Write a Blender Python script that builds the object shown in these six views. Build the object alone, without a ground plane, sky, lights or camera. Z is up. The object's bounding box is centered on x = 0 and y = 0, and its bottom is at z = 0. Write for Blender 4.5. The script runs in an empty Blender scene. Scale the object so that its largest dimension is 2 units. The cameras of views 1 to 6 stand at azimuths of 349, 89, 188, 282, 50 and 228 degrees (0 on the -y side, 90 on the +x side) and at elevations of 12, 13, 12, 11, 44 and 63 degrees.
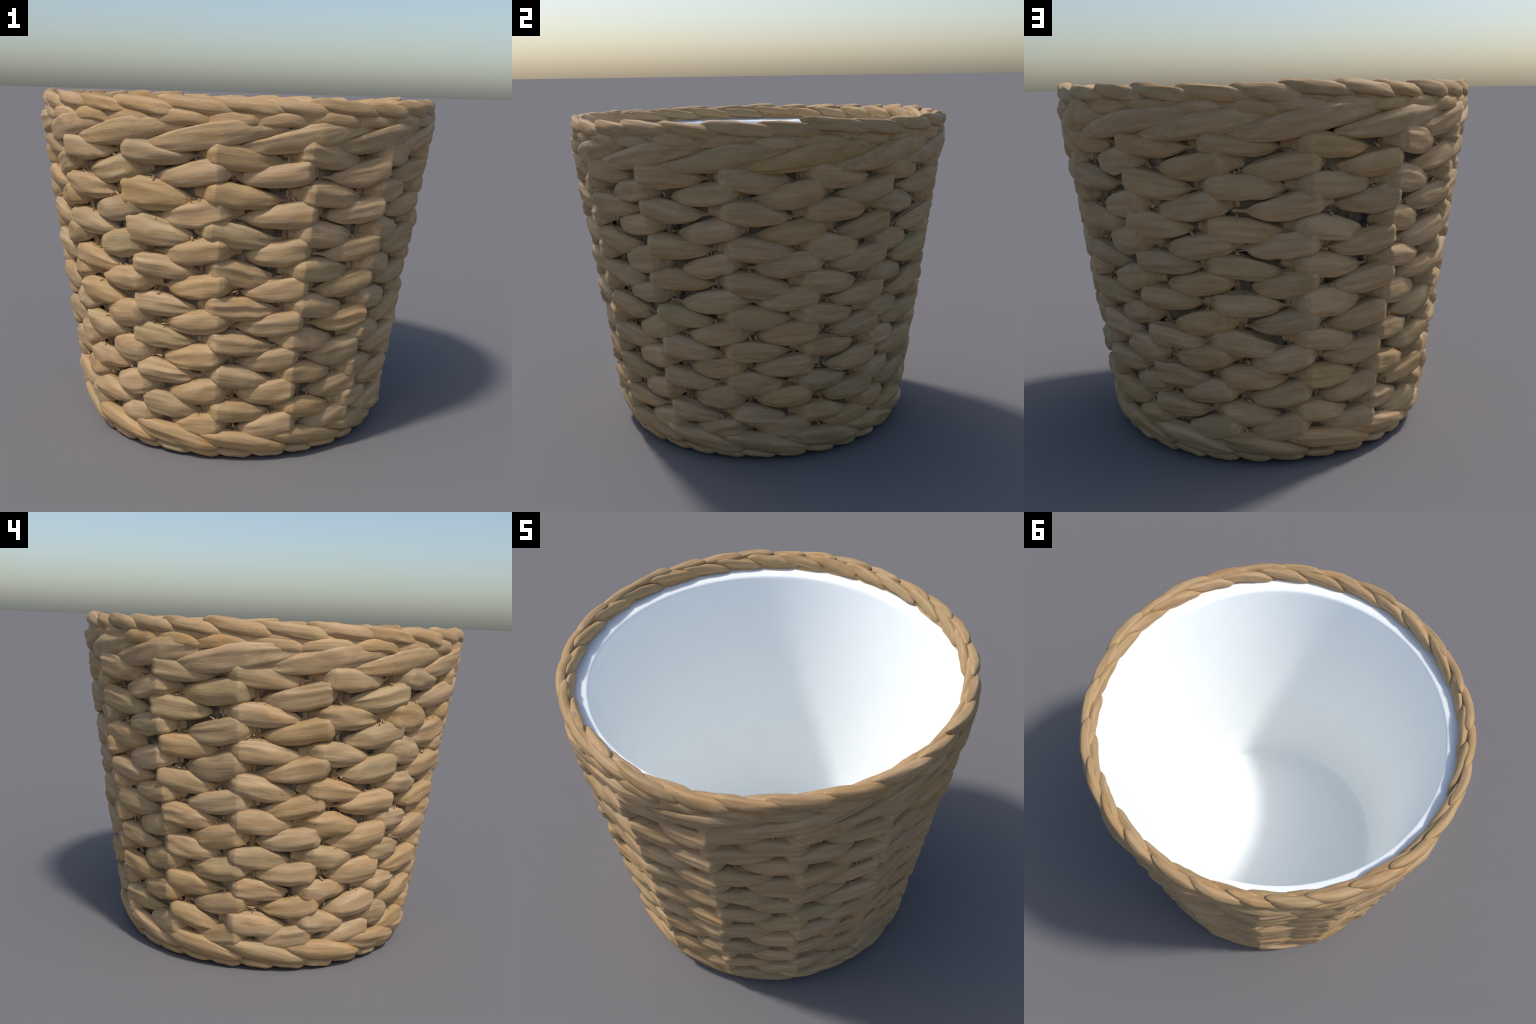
"""Woven water-hyacinth basket with a white pot liner, built strand by strand."""
import bpy, math
import numpy as np
from mathutils import Matrix, Vector

RNG = np.random.default_rng(41)
D2R = math.pi / 180.0

# ------------------------------------------------------------------ layout
N_RIDGE = 15                      # vertical ridges (stakes) round the wall
PITCH = 360.0 / N_RIDGE
RIDGE0 = 254.7                    # azimuth of one ridge, degrees
ROWS = 8                          # pairs of woven rows
ROW_TOP, ROW_STEP, ROW_PAIR = 1.436, 0.1672, 0.0715


def ridge_radius(z):
    """outer radius of the wall at a ridge, by height"""
    return 0.800 + 0.1375 * (z - 0.07)


# measured starts of the plaited rim strands, degrees (28 round the rim)
AXIS = np.array([0.006, -0.005])       # the woven wall stands a little off centre

RIM_STARTS = [0.9, 13.0, 26.6, 40.5, 55.0, 68.2, 80.9, 94.2, 105.5, 118.0, 129.0, 139.6,
              150.5, 163.0, 175.5, 188.7, 202.5, 216.0, 229.3, 242.3, 256.6, 268.9, 281.0,
              295.0, 308.3, 321.1, 334.5, 347.0]


# ------------------------------------------------------------------ small tools
def _hash(ix, iy, seed):
    h = (ix.astype(np.int64) * 374761393 + iy.astype(np.int64) * 668265263 + seed * 974711) & 0x7fffffff
    h = ((h ^ (h >> 13)) * 1274126177) & 0x7fffffff
    h = h ^ (h >> 16)
    return (h & 0xffff) / 32767.5 - 1.0


def noise2(x, y, seed, wrap=None):
    """smooth value noise in [-1, 1]; wrap makes it periodic in y"""
    x0 = np.floor(x); y0 = np.floor(y)
    fx = x - x0; fy = y - y0
    fx = fx * fx * (3 - 2 * fx); fy = fy * fy * (3 - 2 * fy)
    y1 = y0 + 1
    if wrap:
        y0 = np.mod(y0, wrap); y1 = np.mod(y1, wrap)
    a = _hash(x0, y0, seed); b = _hash(x0 + 1, y0, seed)
    c = _hash(x0, y1, seed); d = _hash(x0 + 1, y1, seed)
    return (a * (1 - fx) + b * fx) * (1 - fy) + (c * (1 - fx) + d * fx) * fy


def curve(pts):
    """monotone-ish smooth interpolator through (x, y) control points"""
    xs = np.array([p[0] for p in pts], float); ys = np.array([p[1] for p in pts], float)
    d = np.diff(ys) / np.diff(xs)
    m = np.concatenate([[d[0]], np.where(d[:-1] * d[1:] > 0, 2 * d[:-1] * d[1:] / (d[:-1] + d[1:] + 1e-12), 0), [d[-1]]])

    def f(x):
        x = np.clip(np.asarray(x, float), xs[0], xs[-1])
        i = np.clip(np.searchsorted(xs, x) - 1, 0, len(xs) - 2)
        h = xs[i + 1] - xs[i]; t = (x - xs[i]) / h
        return ((2 * t**3 - 3 * t**2 + 1) * ys[i] + (t**3 - 2 * t**2 + t) * h * m[i]
                + (-2 * t**3 + 3 * t**2) * ys[i + 1] + (t**3 - t**2) * h * m[i + 1])
    return f


def new_object(name, verts, faces, mat, parent, frame=None, smooth=True):
    me = bpy.data.meshes.new(name)
    me.from_pydata(np.asarray(verts).tolist(), [], faces)
    if smooth:
        me.polygons.foreach_set("use_smooth", [True] * len(me.polygons))
    me.materials.append(mat)
    me.update()
    ob = bpy.data.objects.new(name, me)
    bpy.context.scene.collection.objects.link(ob)
    ob.parent = parent
    if frame is not None:
        ob.matrix_world = frame
    return ob


def tube_faces(ns, nm):
    f = []
    for i in range(ns - 1):
        for j in range(nm):
            k = (j + 1) % nm
            f.append((i * nm + j, i * nm + k, (i + 1) * nm + k, (i + 1) * nm + j))
    f.append(tuple(range(nm - 1, -1, -1)))
    f.append(tuple(range((ns - 1) * nm, ns * nm)))
    return f


_FACES = {}


def strand(name, az, r, z, hr, hz, mat, parent, seed, crease=0.004, wrinkle=0.0, nm=28,
           power=2.6, lean=0.13, roll=0.0, tilt=None):
    """a flattened, creased stalk: az/r/z give the centre line, hr/hz the half sizes,
    arrays over the sections. lean is the slope of the wall, roll twists the section."""
    ns = len(az)
    ph = np.linspace(0, 2 * math.pi, nm, endpoint=False)[None, :]
    s = np.linspace(0, 1, ns)[:, None]
    roll = np.broadcast_to(np.asarray(roll, float).reshape(-1, 1), (ns, 1))
    c, sn = np.cos(ph), np.sin(ph)
    px = np.sign(c) * np.abs(c) ** (2.0 / power)
    pz = np.sign(sn) * np.abs(sn) ** (2.0 / power)
    # folds that run along the stalk: few sharp creases plus fine ribs
    f1 = noise2(s * 2.2 + seed * 7.1, ph / (2 * math.pi) * 9 + 0 * s, seed, 9)
    f2 = noise2(s * 3.0 + seed * 3.3, ph / (2 * math.pi) * 18 + s * 0.8, seed + 5, 18)
    f3 = noise2(s * 5.0, ph / (2 * math.pi) * 5 + 0 * s, seed + 9, 5)
    fold = -np.abs(f1) * 1.5 + 0.55 + 0.45 * f2
    w = wrinkle * noise2(s * 4 + 0.6 * f3, ph / (2 * math.pi) * 20 + 1.5 * s, seed + 3, 20)
    size = np.minimum(hr, hz).reshape(-1, 1) / max(np.max(np.minimum(hr, hz)), 1e-6)
    disp = (crease * fold + w) * np.clip(size * 1.4, 0, 1)
    bx = hr.reshape(-1, 1) * (1 + 0.10 * f3) * px + disp * c
    bz = hz.reshape(-1, 1) * pz + disp * sn
    dx = bx * np.cos(roll) - bz * np.sin(roll)
    dz = bx * np.sin(roll) + bz * np.cos(roll)
    rr = np.asarray(r).reshape(-1, 1) + dx + lean * dz
    zz = np.asarray(z).reshape(-1, 1) + dz - lean * dx
    a = np.asarray(az).reshape(-1, 1) * D2R
    P = np.stack([rr * np.cos(a) + AXIS[0], rr * np.sin(a) + AXIS[1], zz], -1).reshape(-1, 3)
    # local frame: x along the stalk
    am = math.radians(float(np.mean(az)))
    i0, i1 = ns // 4, ns - 1 - ns // 4
    ctr = lambda i: np.array([r[i] * math.cos(az[i] * D2R), r[i] * math.sin(az[i] * D2R), z[i]])
    x = ctr(i1) - ctr(i0); x /= np.linalg.norm(x)
    up = np.array([0, 0, 1.0])
    if abs(x[2]) > 0.9:
        up = np.array([math.cos(am), math.sin(am), 0.0])
    y = np.cross(up, x); y /= np.linalg.norm(y)
    zz_ = np.cross(x, y)
    o = ctr(ns // 2)
    L = (P - o) @ np.stack([x, y, zz_], 1)
    key = (ns, nm)
    if key not in _FACES:
        _FACES[key] = tube_faces(ns, nm)
    M = Matrix(((x[0], y[0], zz_[0], o[0]), (x[1], y[1], zz_[1], o[1]), (x[2], y[2], zz_[2], o[2]), (0, 0, 0, 1)))
    return new_object(name, L, _FACES[key], mat, parent, M)


# ------------------------------------------------------------------ materials
def nd(nt, kind, **kw):
    n = nt.nodes.new(kind)
    for k, v in kw.items():
        setattr(n, k, v)
    return n


def ramp(nt, stops, interp='LINEAR'):
    n = nt.nodes.new('ShaderNodeValToRGB')
    n.color_ramp.interpolation = interp
    e = n.color_ramp.elements
    while len(e) < len(stops):
        e.new(0.5)
    for el, (p, c) in zip(e, stops):
        el.position = p
        el.color = (*c, 1) if len(c) == 3 else c
    return n


def straw_material(name, tint=(1, 1, 1), vary=1.0):
    m = bpy.data.materials.new(name); m.use_nodes = True
    nt = m.node_tree; L = nt.links.new
    bs = nt.nodes['Principled BSDF']
    tc = nd(nt, 'ShaderNodeTexCoord'); oi = nd(nt, 'ShaderNodeObjectInfo')
    off = nd(nt, 'ShaderNodeMath', operation='MULTIPLY'); off.inputs[1].default_value = 53.0
    L(oi.outputs['Random'], off.inputs[0])
    add = nd(nt, 'ShaderNodeVectorMath', operation='ADD')
    L(tc.outputs['Object'], add.inputs[0]); L(off.outputs[0], add.inputs[1])
    # long fibres
    mp = nd(nt, 'ShaderNodeMapping'); mp.inputs['Scale'].default_value = (4, 38, 38)
    L(add.outputs[0], mp.inputs['Vector'])
    fib = nd(nt, 'ShaderNodeTexNoise'); fib.inputs['Scale'].default_value = 1.0
    fib.inputs['Detail'].default_value = 4; fib.inputs['Roughness'].default_value = 0.6
    L(mp.outputs[0], fib.inputs['Vector'])
    # soft patches along each stalk
    mp2 = nd(nt, 'ShaderNodeMapping'); mp2.inputs['Scale'].default_value = (6, 13, 13)
    L(add.outputs[0], mp2.inputs['Vector'])
    pat = nd(nt, 'ShaderNodeTexNoise'); pat.inputs['Scale'].default_value = 1.0
    pat.inputs['Detail'].default_value = 2
    L(mp2.outputs[0], pat.inputs['Vector'])
    r1 = ramp(nt, [(0.22, (0.305, 0.200, 0.098)), (0.5, (0.400, 0.272, 0.148)), (0.78, (0.475, 0.342, 0.203))])
    L(fib.outputs['Fac'], r1.inputs['Fac'])
    r2 = ramp(nt, [(0.30, (0.92, 0.95, 0.92)), (0.45, (1, 1, 1)), (0.58, (1, 1, 1)), (0.75, (1.06, 0.96, 0.82))])
    L(pat.outputs['Fac'], r2.inputs['Fac'])
    mx = nd(nt, 'ShaderNodeMix', data_type='RGBA', blend_type='MULTIPLY'); mx.inputs['Factor'].default_value = 1
    L(r1.outputs[0], mx.inputs['A']); L(r2.outputs[0], mx.inputs['B'])
    # stalk to stalk: paler, pinker, yellower, greener
    v = vary
    r3 = ramp(nt, [(0.0, (1 - .12 * v, 1 - .11 * v, 1 - .12 * v)), (0.18, (1.0, 0.98, 0.92)), (0.36, (1.09, 1.08, 1.10)), (0.48, (0.98, 0.95, 0.88)),
                   (0.6, (1.02, 0.96, 0.82)), (0.8, (1.03, 1.0, 1.0)), (0.95, (0.95, 0.98, 0.91)), (1.0, (1.05, 1.04, 1.03))])
    L(oi.outputs['Random'], r3.inputs['Fac'])
    mx2 = nd(nt, 'ShaderNodeMix', data_type='RGBA', blend_type='MULTIPLY'); mx2.inputs['Factor'].default_value = 1
    L(mx.outputs['Result'], mx2.inputs['A']); L(r3.outputs[0], mx2.inputs['B'])
    mx3 = nd(nt, 'ShaderNodeMix', data_type='RGBA', blend_type='MULTIPLY'); mx3.inputs['Factor'].default_value = 1
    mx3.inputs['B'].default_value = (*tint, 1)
    L(mx2.outputs['Result'], mx3.inputs['A'])
    # fine relief
    mpf = nd(nt, 'ShaderNodeMapping'); mpf.inputs['Scale'].default_value = (9, 130, 130)
    L(add.outputs[0], mpf.inputs['Vector'])
    fine = nd(nt, 'ShaderNodeTexNoise'); fine.inputs['Scale'].default_value = 1.0; fine.inputs['Detail'].default_value = 3
    L(mpf.outputs[0], fine.inputs['Vector'])
    rf = ramp(nt, [(0.30, (0.91, 0.90, 0.87)), (0.5, (1, 1, 1)), (0.72, (1.04, 1.04, 1.05))])
    L(fine.outputs['Fac'], rf.inputs['Fac'])
    mx4 = nd(nt, 'ShaderNodeMix', data_type='RGBA', blend_type='MULTIPLY'); mx4.inputs['Factor'].default_value = 1
    L(mx3.outputs['Result'], mx4.inputs['A']); L(rf.outputs[0], mx4.inputs['B'])
    L(mx4.outputs['Result'], bs.inputs['Base Color'])
    hs = nd(nt, 'ShaderNodeMath', operation='MULTIPLY_ADD'); hs.inputs[1].default_value = 0.4
    L(fine.outputs['Fac'], hs.inputs[0]); L(fib.outputs['Fac'], hs.inputs[2])
    bp = nd(nt, 'ShaderNodeBump'); bp.inputs['Strength'].default_value = 0.38; bp.inputs['Distance'].default_value = 0.006
    L(hs.outputs[0], bp.inputs['Height'])
    L(bp.outputs[0], bs.inputs['Normal'])
    bs.inputs['Roughness'].default_value = 0.62
    bs.inputs['Specular IOR Level'].default_value = 0.3
    return m


def liner_material():
    m = bpy.data.materials.new('white_liner'); m.use_nodes = True
    nt = m.node_tree; L = nt.links.new
    bs = nt.nodes['Principled BSDF']
    tc = nd(nt, 'ShaderNodeTexCoord')
    n = nd(nt, 'ShaderNodeTexNoise'); n.inputs['Scale'].default_value = 9; n.inputs['Detail'].default_value = 5
    L(tc.outputs['Object'], n.inputs['Vector'])
    r = ramp(nt, [(0.35, (0.922, 0.954, 0.946)), (0.65, (0.938, 0.968, 0.960))])  # white lightened and tinted cyan to match the bluish skylit shade inside the pot
    L(n.outputs['Fac'], r.inputs['Fac']); L(r.outputs[0], bs.inputs['Base Color'])
    bp = nd(nt, 'ShaderNodeBump'); bp.inputs['Strength'].default_value = 0.05; bp.inputs['Distance'].default_value = 0.01
    L(n.outputs['Fac'], bp.inputs['Height']); L(bp.outputs[0], bs.inputs['Normal'])
    bs.inputs['Roughness'].default_value = 0.55
    bs.inputs['Specular IOR Level'].default_value = 0.3
    return m


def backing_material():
    m = bpy.data.materials.new('dark_mottled_backing'); m.use_nodes = True
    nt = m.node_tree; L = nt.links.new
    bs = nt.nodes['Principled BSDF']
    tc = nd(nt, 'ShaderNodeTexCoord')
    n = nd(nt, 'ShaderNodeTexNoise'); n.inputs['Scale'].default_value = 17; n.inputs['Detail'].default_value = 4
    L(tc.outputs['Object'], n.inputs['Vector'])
    r = ramp(nt, [(0.36, (0.016, 0.013, 0.011)), (0.41, (0.075, 0.053, 0.034)), (0.55, (0.13, 0.095, 0.06)), (0.68, (0.22, 0.16, 0.10))])  # near-black to brown mottling, seen through the weave gaps
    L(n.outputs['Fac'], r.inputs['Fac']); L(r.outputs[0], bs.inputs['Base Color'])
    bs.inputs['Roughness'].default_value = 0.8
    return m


STRAW = straw_material('dried_stalk')
RIM_STRAW = straw_material('dried_stalk_rim', (1.03, 1.0, 0.96))
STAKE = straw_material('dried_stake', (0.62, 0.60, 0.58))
LINER = liner_material()
BACK = backing_material()

# ------------------------------------------------------------------ root
root = bpy.data.objects.new('woven_basket', None)
bpy.context.scene.collection.objects.link(root)
root['label'] = 'round tapered woven straw basket with white pot liner'
root['category'] = 'basket'

# ------------------------------------------------------------------ wall weave
# control curves over delta = degrees from the ridge; wide blunt end at the ridge,
# a long body that sags along the facet, and a pointed tip that dives inward
D0, D1 = -6.5, 21.0
depth = curve([(-6.5, -.060), (-4.4, -.053), (-3.2, -.037), (-2.3, -.019), (-1.2, -.006), (.6, 0), (3.5, 0.001), (7, -.001),
               (9.5, -.004), (11.5, -.009), (13.5, -.019), (15.2, -.031), (16.3, -.043), (17.2, -.054), (19, -.061), (21, -.062)])
half_z = curve([(-6.5, .018), (-4.4, .025), (-3.4, .031), (-2.6, .040), (-1.6, .0465), (-.4, .051), (1.5, .0545), (4.5, .0565), (7.5, .054),
                (9.5, .0500), (11.5, .0445), (13.5, .037), (15.0, .029), (16.0, .021), (16.8, .012), (17.6, .008), (21, .007)])
half_r = curve([(-6.5, .006), (-4.0, .013), (-2.4, .028), (-.5, .038), (4, .042), (9, .040), (12, .034), (14.5, .025),
                (17, .015), (21, .006)])
sag = curve([(-6.5, .002), (0, .004), (5, -.003), (10, -.013), (16, -.021), (21, -.018)])
SEC = np.concatenate([np.linspace(-6.5, -3.2, 5, endpoint=False), np.linspace(-3.2, 1, 12, endpoint=False),
                      np.linspace(1, 17, 26, endpoint=False), np.linspace(17, 21, 6)])


def facet(delta):
    """how far the flat facet between two ridges lies inside the ridge circle"""
    d = np.mod(delta, PITCH)
    h = PITCH / 2
    chord = math.cos(h * D2R) / np.cos((d - h) * D2R)
    return chord - 0.005 * np.sin(np.pi * d / PITCH)


seed = 100
for k in range(ROWS):
    for kind in (0, 1):
        for i in range(N_RIDGE):
            seed += 1
            g = RNG.normal(size=8)
            zr = ROW_TOP - ROW_STEP * k - ROW_PAIR * kind + 0.005 * np.clip(g[0], -1.6, 1.6)
            plump = 1.02 + 0.035 * kind + 0.05 * np.clip(g[1], -1.2, 2.0)
            if RNG.random() < 0.09:
                plump += 0.16
            stretch = 1.02 + 0.025 * g[2]
            sgn = 1 if kind == 0 else -1
            dl = SEC * 1.0
            dd = np.where(dl > 1, 1 + (dl - 1) * stretch, dl)
            az = RIDGE0 + i * PITCH + sgn * dd + 0.7 * np.clip(g[3], -1.7, 1.7)
            hz = half_z(dl) * plump
            hr = half_r(dl) * (1 + 0.06 * g[4])
            z = zr + sag(dl) * (1 + 0.3 * g[5]) - 0.010 * kind * np.clip(dl / 6, 0, 1) + 0.0025 * noise2(dl * 0.35, dl * 0, seed)
            out = ridge_radius(z) * facet(dd if sgn > 0 else -dd) + depth(dl) * (1 + 0.06 * g[6]) + 0.003 * g[7]
            rough = RNG.random()
            strand('woven_strand', az, out - hr, z, hr, hz, STRAW, root, seed,
                   crease=0.0045 + 0.0035 * RNG.random(), wrinkle=0.0030 if rough < 0.25 else 0.0010, nm=40,
                   roll=sgn * 0.10 * noise2(dl * 0.12, dl * 0 + 3.0, seed + 2))

# ------------------------------------------------------------------ stakes in the gaps, backing
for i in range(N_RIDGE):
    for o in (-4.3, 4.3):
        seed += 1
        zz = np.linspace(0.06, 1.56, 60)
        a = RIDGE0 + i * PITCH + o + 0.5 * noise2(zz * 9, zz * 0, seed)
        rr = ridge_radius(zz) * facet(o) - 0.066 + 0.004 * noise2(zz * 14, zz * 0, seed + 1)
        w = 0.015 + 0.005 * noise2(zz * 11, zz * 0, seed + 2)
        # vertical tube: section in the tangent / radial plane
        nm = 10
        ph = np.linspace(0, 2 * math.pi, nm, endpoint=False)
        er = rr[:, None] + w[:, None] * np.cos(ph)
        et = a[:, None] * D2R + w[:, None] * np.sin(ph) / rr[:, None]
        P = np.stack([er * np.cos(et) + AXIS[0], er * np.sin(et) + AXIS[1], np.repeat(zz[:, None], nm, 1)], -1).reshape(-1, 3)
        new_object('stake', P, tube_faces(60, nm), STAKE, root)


def lathe(name, prof, mat, n=180, rough=0.0, sd=0, axis=AXIS):
    prof = np.array(prof, float)
    th = np.linspace(0, 2 * math.pi, n, endpoint=False)
    R = np.repeat(prof[:, 0][:, None], n, 1)
    Z = np.repeat(prof[:, 1][:, None], n, 1)
    if rough:
        R = R + rough * noise2(Z * 20, np.repeat(th[None], len(prof), 0) / (2 * math.pi) * 120, sd, 120)
    P = np.stack([R * np.cos(th) + axis[0], R * np.sin(th) + axis[1], Z], -1).reshape(-1, 3)
    m = len(prof)
    f = []
    for i in range(m - 1):
        for j in range(n):
            q = (j + 1) % n
            f.append((i * n + j, i * n + q, (i + 1) * n + q, (i + 1) * n + j))
    return P, f, n, m


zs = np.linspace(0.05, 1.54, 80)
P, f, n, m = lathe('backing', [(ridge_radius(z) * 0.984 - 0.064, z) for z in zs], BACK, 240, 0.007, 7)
new_object('dark_mottled_backing', P, f, BACK, root)

# frayed fibres in the gaps: thin curved slivers, too many to count
FV, FF = [], []


def sliver(p0, p1, bow, w):
    """a tapered, bent shred from p0 to p1 (cylindrical az, r, z), w wide"""
    n, q = 5, 4
    base = len(FV)
    for i in range(n):
        t = i / (n - 1)
        a = p0[0] + (p1[0] - p0[0]) * t; r = p0[1] + (p1[1] - p0[1]) * t + bow * 4 * t * (1 - t); z = p0[2] + (p1[2] - p0[2]) * t
        ww = w * (1 - 0.75 * t)
        for j in range(q):
            ph = j * math.pi / 2
            rr = r + 0.45 * ww * math.cos(ph); zz = z + ww * math.sin(ph) * 0.8; aa = (a + math.degrees(ww * math.sin(ph) * 0.8 / r)) * D2R
            FV.append((rr * math.cos(aa) + AXIS[0], rr * math.sin(aa) + AXIS[1], zz))
    for i in range(n - 1):
        for j in range(q):
            k = (j + 1) % q
            FF.append((base + i * q + j, base + i * q + k, base + (i + 1) * q + k, base + (i + 1) * q + j))
    FF.append(tuple(base + (n - 1) * q + j for j in range(q)))
    FF.append(tuple(base + j for j in range(q - 1, -1, -1)))


for k in range(ROWS):
    for kind in (0, 1):
        for i in range(N_RIDGE):
            off = -4.6 if kind == 0 else 4.6
            ac = RIDGE0 + i * PITCH + off
            zc = ROW_TOP - ROW_STEP * k - ROW_PAIR * kind - 0.008
            rc = float(ridge_radius(zc) * facet(off)) - 0.040
            for _ in range(int(RNG.integers(3, 6))):
                u = RNG.uniform(-1, 1, 8)
                a0 = ac + 2.8 * u[0]; z0 = zc - 0.034 + 0.016 * u[1]
                up = RNG.random() < 0.7
                a1 = a0 + (1.6 if up else 3.2) * u[2]; z1 = z0 + (0.012 + 0.018 * abs(u[3]) if up else 0.012 * u[3] + 0.010)
                sliver((a0, rc + 0.010 * u[4], z0), (a1, rc + 0.014 * u[5], z1), 0.008 * u[6], 0.005 + 0.005 * abs(u[7]))
fray = new_object('frayed_fibre', FV, FF, STRAW, root)
fray['kind'] = 'stuff'

# ------------------------------------------------------------------ border twist under the rim
bz = np.linspace(0, 1, 54)
tw_z = curve([(0, 1.470), (.15, 1.478), (.3, 1.494), (.5, 1.517), (.7, 1.535), (.88, 1.548), (1, 1.552)])
tw_hz = curve([(0, .010), (.06, .024), (.16, .037), (.3, .050), (.45, .056), (.6, .053), (.75, .044), (.9, .029), (1, .010)])
tw_d = curve([(0, -.030), (.08, -.018), (.22, -.004), (.45, .003), (.65, .001), (.85, -.008), (1, -.022)])
tw_hr = curve([(0, .008), (.1, .020), (.3, .032), (.6, .032), (.85, .022), (1, .008)])
for i in range(N_RIDGE):
    seed += 1
    g = RNG.normal(size=5)
    a0 = RIDGE0 + i * PITCH - 19.0 + 0.8 * g[0]
    az = a0 + (38.0 + 2.0 * g[4]) * bz
    z = tw_z(bz) + 0.004 * g[1] + 0.004 * noise2(bz * 3, bz * 0, seed)
    out = 0.993 * (0.45 * facet(az - RIDGE0 - 2) + 0.55) + tw_d(bz) + 0.003 * g[2]
    hr = tw_hr(bz)
    strand('border_strand', az, out - hr, z, hr, tw_hz(bz) * (1 + .06 * g[3]), STRAW, root, seed, crease=0.006, roll=-0.12, nm=36,
           wrinkle=0.0008)

# ------------------------------------------------------------------ plaited rim
ts = np.linspace(0, 1, 30)


def rim_wave(az):
    """the rim dips towards one side and waves a little"""
    a = np.asarray(az) * D2R
    return -0.005 - 0.005 * np.cos(a - 4.6) + 0.003 * np.sin(3 * a + 1.0) + 0.0025 * np.sin(7 * a)


S = np.array(RIM_STARTS)
NXT = np.append(S[1:], S[0] + 360)
taper = curve([(0, .16), (.06, .55), (.18, .88), (.45, 1.0), (.75, .98), (.9, .75), (.97, .42), (1, .12)])
for s0, s1 in zip(S, NXT):
    L = s1 - s0
    # outer top row: tip high and near the middle of the rim, blunt end low and outside
    seed += 1; g = RNG.normal(size=6)
    az = s0 - 3.0 + (L + 6.0) * ts
    r = curve([(0, .948), (.3, .961), (.6, .966), (1, .961)])(ts) + .002 * g[0]
    z = curve([(0, 1.656), (.2, 1.648), (.5, 1.638), (.8, 1.627), (1, 1.612)])(ts) + rim_wave(az) + .0045 * g[1] + .006 * max(g[5], 0) * np.clip(1 - ts * 5, 0, 1)
    strand('rim_strand', az, r, z, .024 * taper(ts) * (1 + .06 * g[2]), .030 * taper(ts) * (1 + .06 * g[3]), RIM_STRAW, root, seed,
           crease=.0045, lean=0.1, roll=0.2 + .1 * g[4], nm=22, power=2.6)
    # inner top row: tip low and inside, start high in the middle
    seed += 1; g = RNG.normal(size=6)
    az = s0 + 1.5 + (L + 5.0) * ts
    r = curve([(0, .921), (.3, .929), (.7, .938), (1, .949)])(ts) + .002 * g[0]
    z = curve([(0, 1.608), (.3, 1.625), (.7, 1.637), (1, 1.643)])(ts) + rim_wave(az) + .0045 * g[1]
    strand('rim_strand', az, r, z, .022 * taper(ts) * (1 + .05 * g[2]), .028 * taper(ts), RIM_STRAW, root, seed,
           crease=.0045, lean=-0.1, roll=-0.2 + .1 * g[4], nm=22, power=2.6)
    # lower outer row, peeping out between rim and border twist
    seed += 1; g = RNG.normal(size=6)
    az = s0 - 6.0 + (L + 4.0) * ts
    r = curve([(0, .940), (.4, .957), (.7, .957), (1, .944)])(ts) + .002 * g[0]
    z = curve([(0, 1.566), (.4, 1.583), (.7, 1.580), (1, 1.560)])(ts) + 0.6 * rim_wave(az) + .0045 * g[1]
    strand('rim_strand', az, r, z, .028 * taper(ts), .032 * taper(ts) * (1 + .06 * g[3]), RIM_STRAW, root, seed,
           crease=.004, roll=0.1, nm=20)
    # lower inner row, just above the liner
    seed += 1; g = RNG.normal(size=6)
    az = s0 - 3.0 + (L + 5.0) * ts
    r = curve([(0, .948), (.4, .940), (.7, .938), (1, .946)])(ts) + .002 * g[0]
    z = curve([(0, 1.600), (.4, 1.590), (.7, 1.582), (1, 1.575)])(ts) + 0.6 * rim_wave(az) + .0045 * g[1]
    strand('rim_strand', az, r, z, .021 * taper(ts), .033 * taper(ts), RIM_STRAW, root, seed, crease=.003, nm=18)

# hidden core that the plait is wound on
q = np.linspace(0, 2 * math.pi, 13)[:-1]
P, f, n, m = lathe('core', [(.952 + .022 * math.cos(t), 1.598 + .034 * math.sin(t)) for t in np.append(q, 0.0)], RIM_STRAW, 120, .003, 3)
new_object('rim_core', P, f, RIM_STRAW, root)

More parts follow.
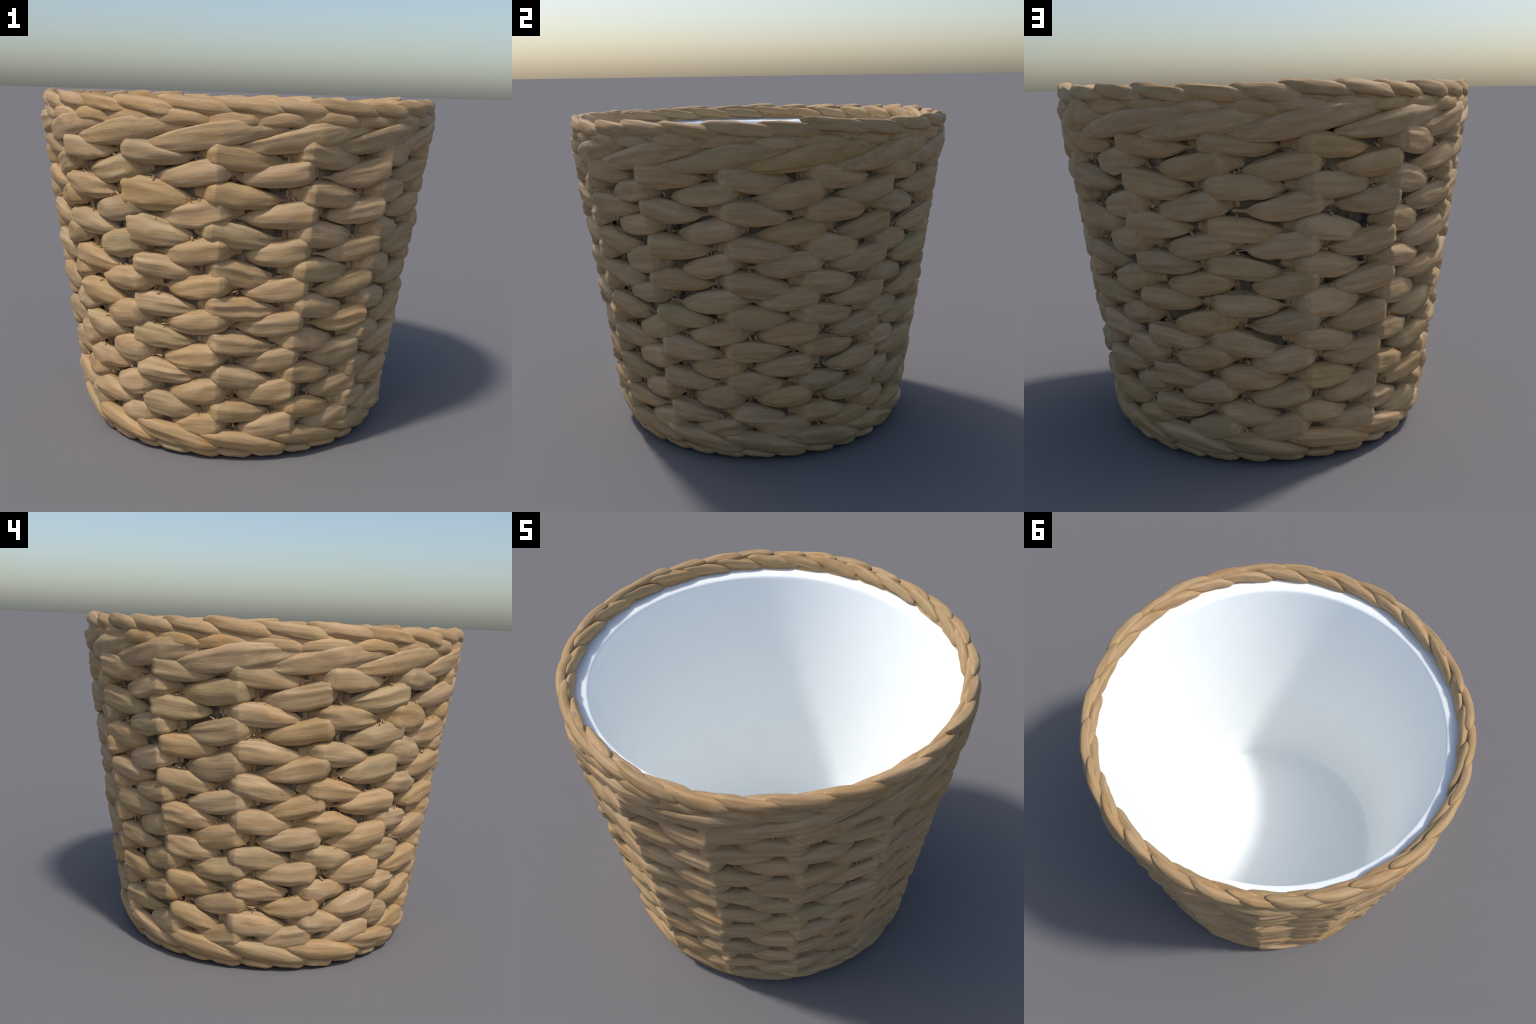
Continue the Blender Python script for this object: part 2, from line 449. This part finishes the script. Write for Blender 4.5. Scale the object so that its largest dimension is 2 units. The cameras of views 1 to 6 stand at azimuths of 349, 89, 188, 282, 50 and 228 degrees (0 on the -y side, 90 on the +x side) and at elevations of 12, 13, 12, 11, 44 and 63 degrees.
# ------------------------------------------------------------------ foot: heavy slanting strands and a thin plait below
for i in range(N_RIDGE):
    seed += 1; g = RNG.normal(size=5)
    az = RIDGE0 + i * PITCH - 8.5 + 0.6 * g[0] + 34.0 * bz
    z = curve([(0, .140), (.15, .136), (.45, .114), (.8, .084), (1, .068)])(bz) + .003 * g[1]
    hz = curve([(0, .008), (.1, .030), (.3, .047), (.55, .052), (.8, .040), (.93, .024), (1, .008)])(bz) * (1 + .05 * g[2])
    hr = curve([(0, .008), (.12, .026), (.4, .038), (.8, .032), (1, .008)])(bz)
    out = ridge_radius(0.1) * (0.5 + 0.5 * facet(az - RIDGE0)) + curve([(0, -.035), (.12, -.012), (.35, 0), (.7, -.010), (.9, -.024), (1, -.04)])(bz)
    strand('foot_strand', az, out - hr, z, hr, hz, STRAW, root, seed, crease=.0055, roll=-0.15, lean=0.3, nm=34, wrinkle=.0008)
NF = 30
for i in range(NF):
    seed += 1; g = RNG.normal(size=5)
    az = RIDGE0 + i * 360 / NF - 3 + 0.5 * g[0] + (360 / NF + 5) * ts
    z = curve([(0, .054), (.5, .040), (1, .027)])(ts) + .001 * g[1]
    r = curve([(0, .706), (.5, .720), (1, .714)])(ts)
    strand('foot_strand', az, r, z, .034 * taper(ts), .021 * taper(ts), STRAW, root, seed, crease=.003, nm=20, lean=0.3)

# ------------------------------------------------------------------ liner pot and woven underside
prof = [(0.0, .050), (.30, .050), (.60, .050), (.642, .052), (.654, .060), (.660, .075), (.701, .38), (.750, .76), (.802, 1.13),
        (.859, 1.548), (.861, 1.561), (.865, 1.568), (.872, 1.571), (.930, 1.584), (.935, 1.582), (.93, 1.560),
        (.878, 1.545), (.815, 1.13), (.762, .76), (.710, .38), (.668, .05), (.64, .036), (0.0, .034)]
P, f, n, m = lathe('liner', prof[1:-1], LINER, 192, axis=(0.008, -0.003))
f.append(tuple(range(n - 1, -1, -1))); f.append(tuple(range((m - 1) * n, m * n)))
liner = new_object('pot_liner', P, f, LINER, root)

P, f, n, m = lathe('base', [(.05, .020), (.40, .018), (.68, .018), (.735, .030), (.70, .045), (.40, .030), (.05, .030)], STRAW, 120, 0.0)
f.append(tuple(range(n - 1, -1, -1))); f.append(tuple(range((m - 1) * n, m * n)))
new_object('base_disc', P, f, STAKE, root)

bpy.context.view_layer.update()
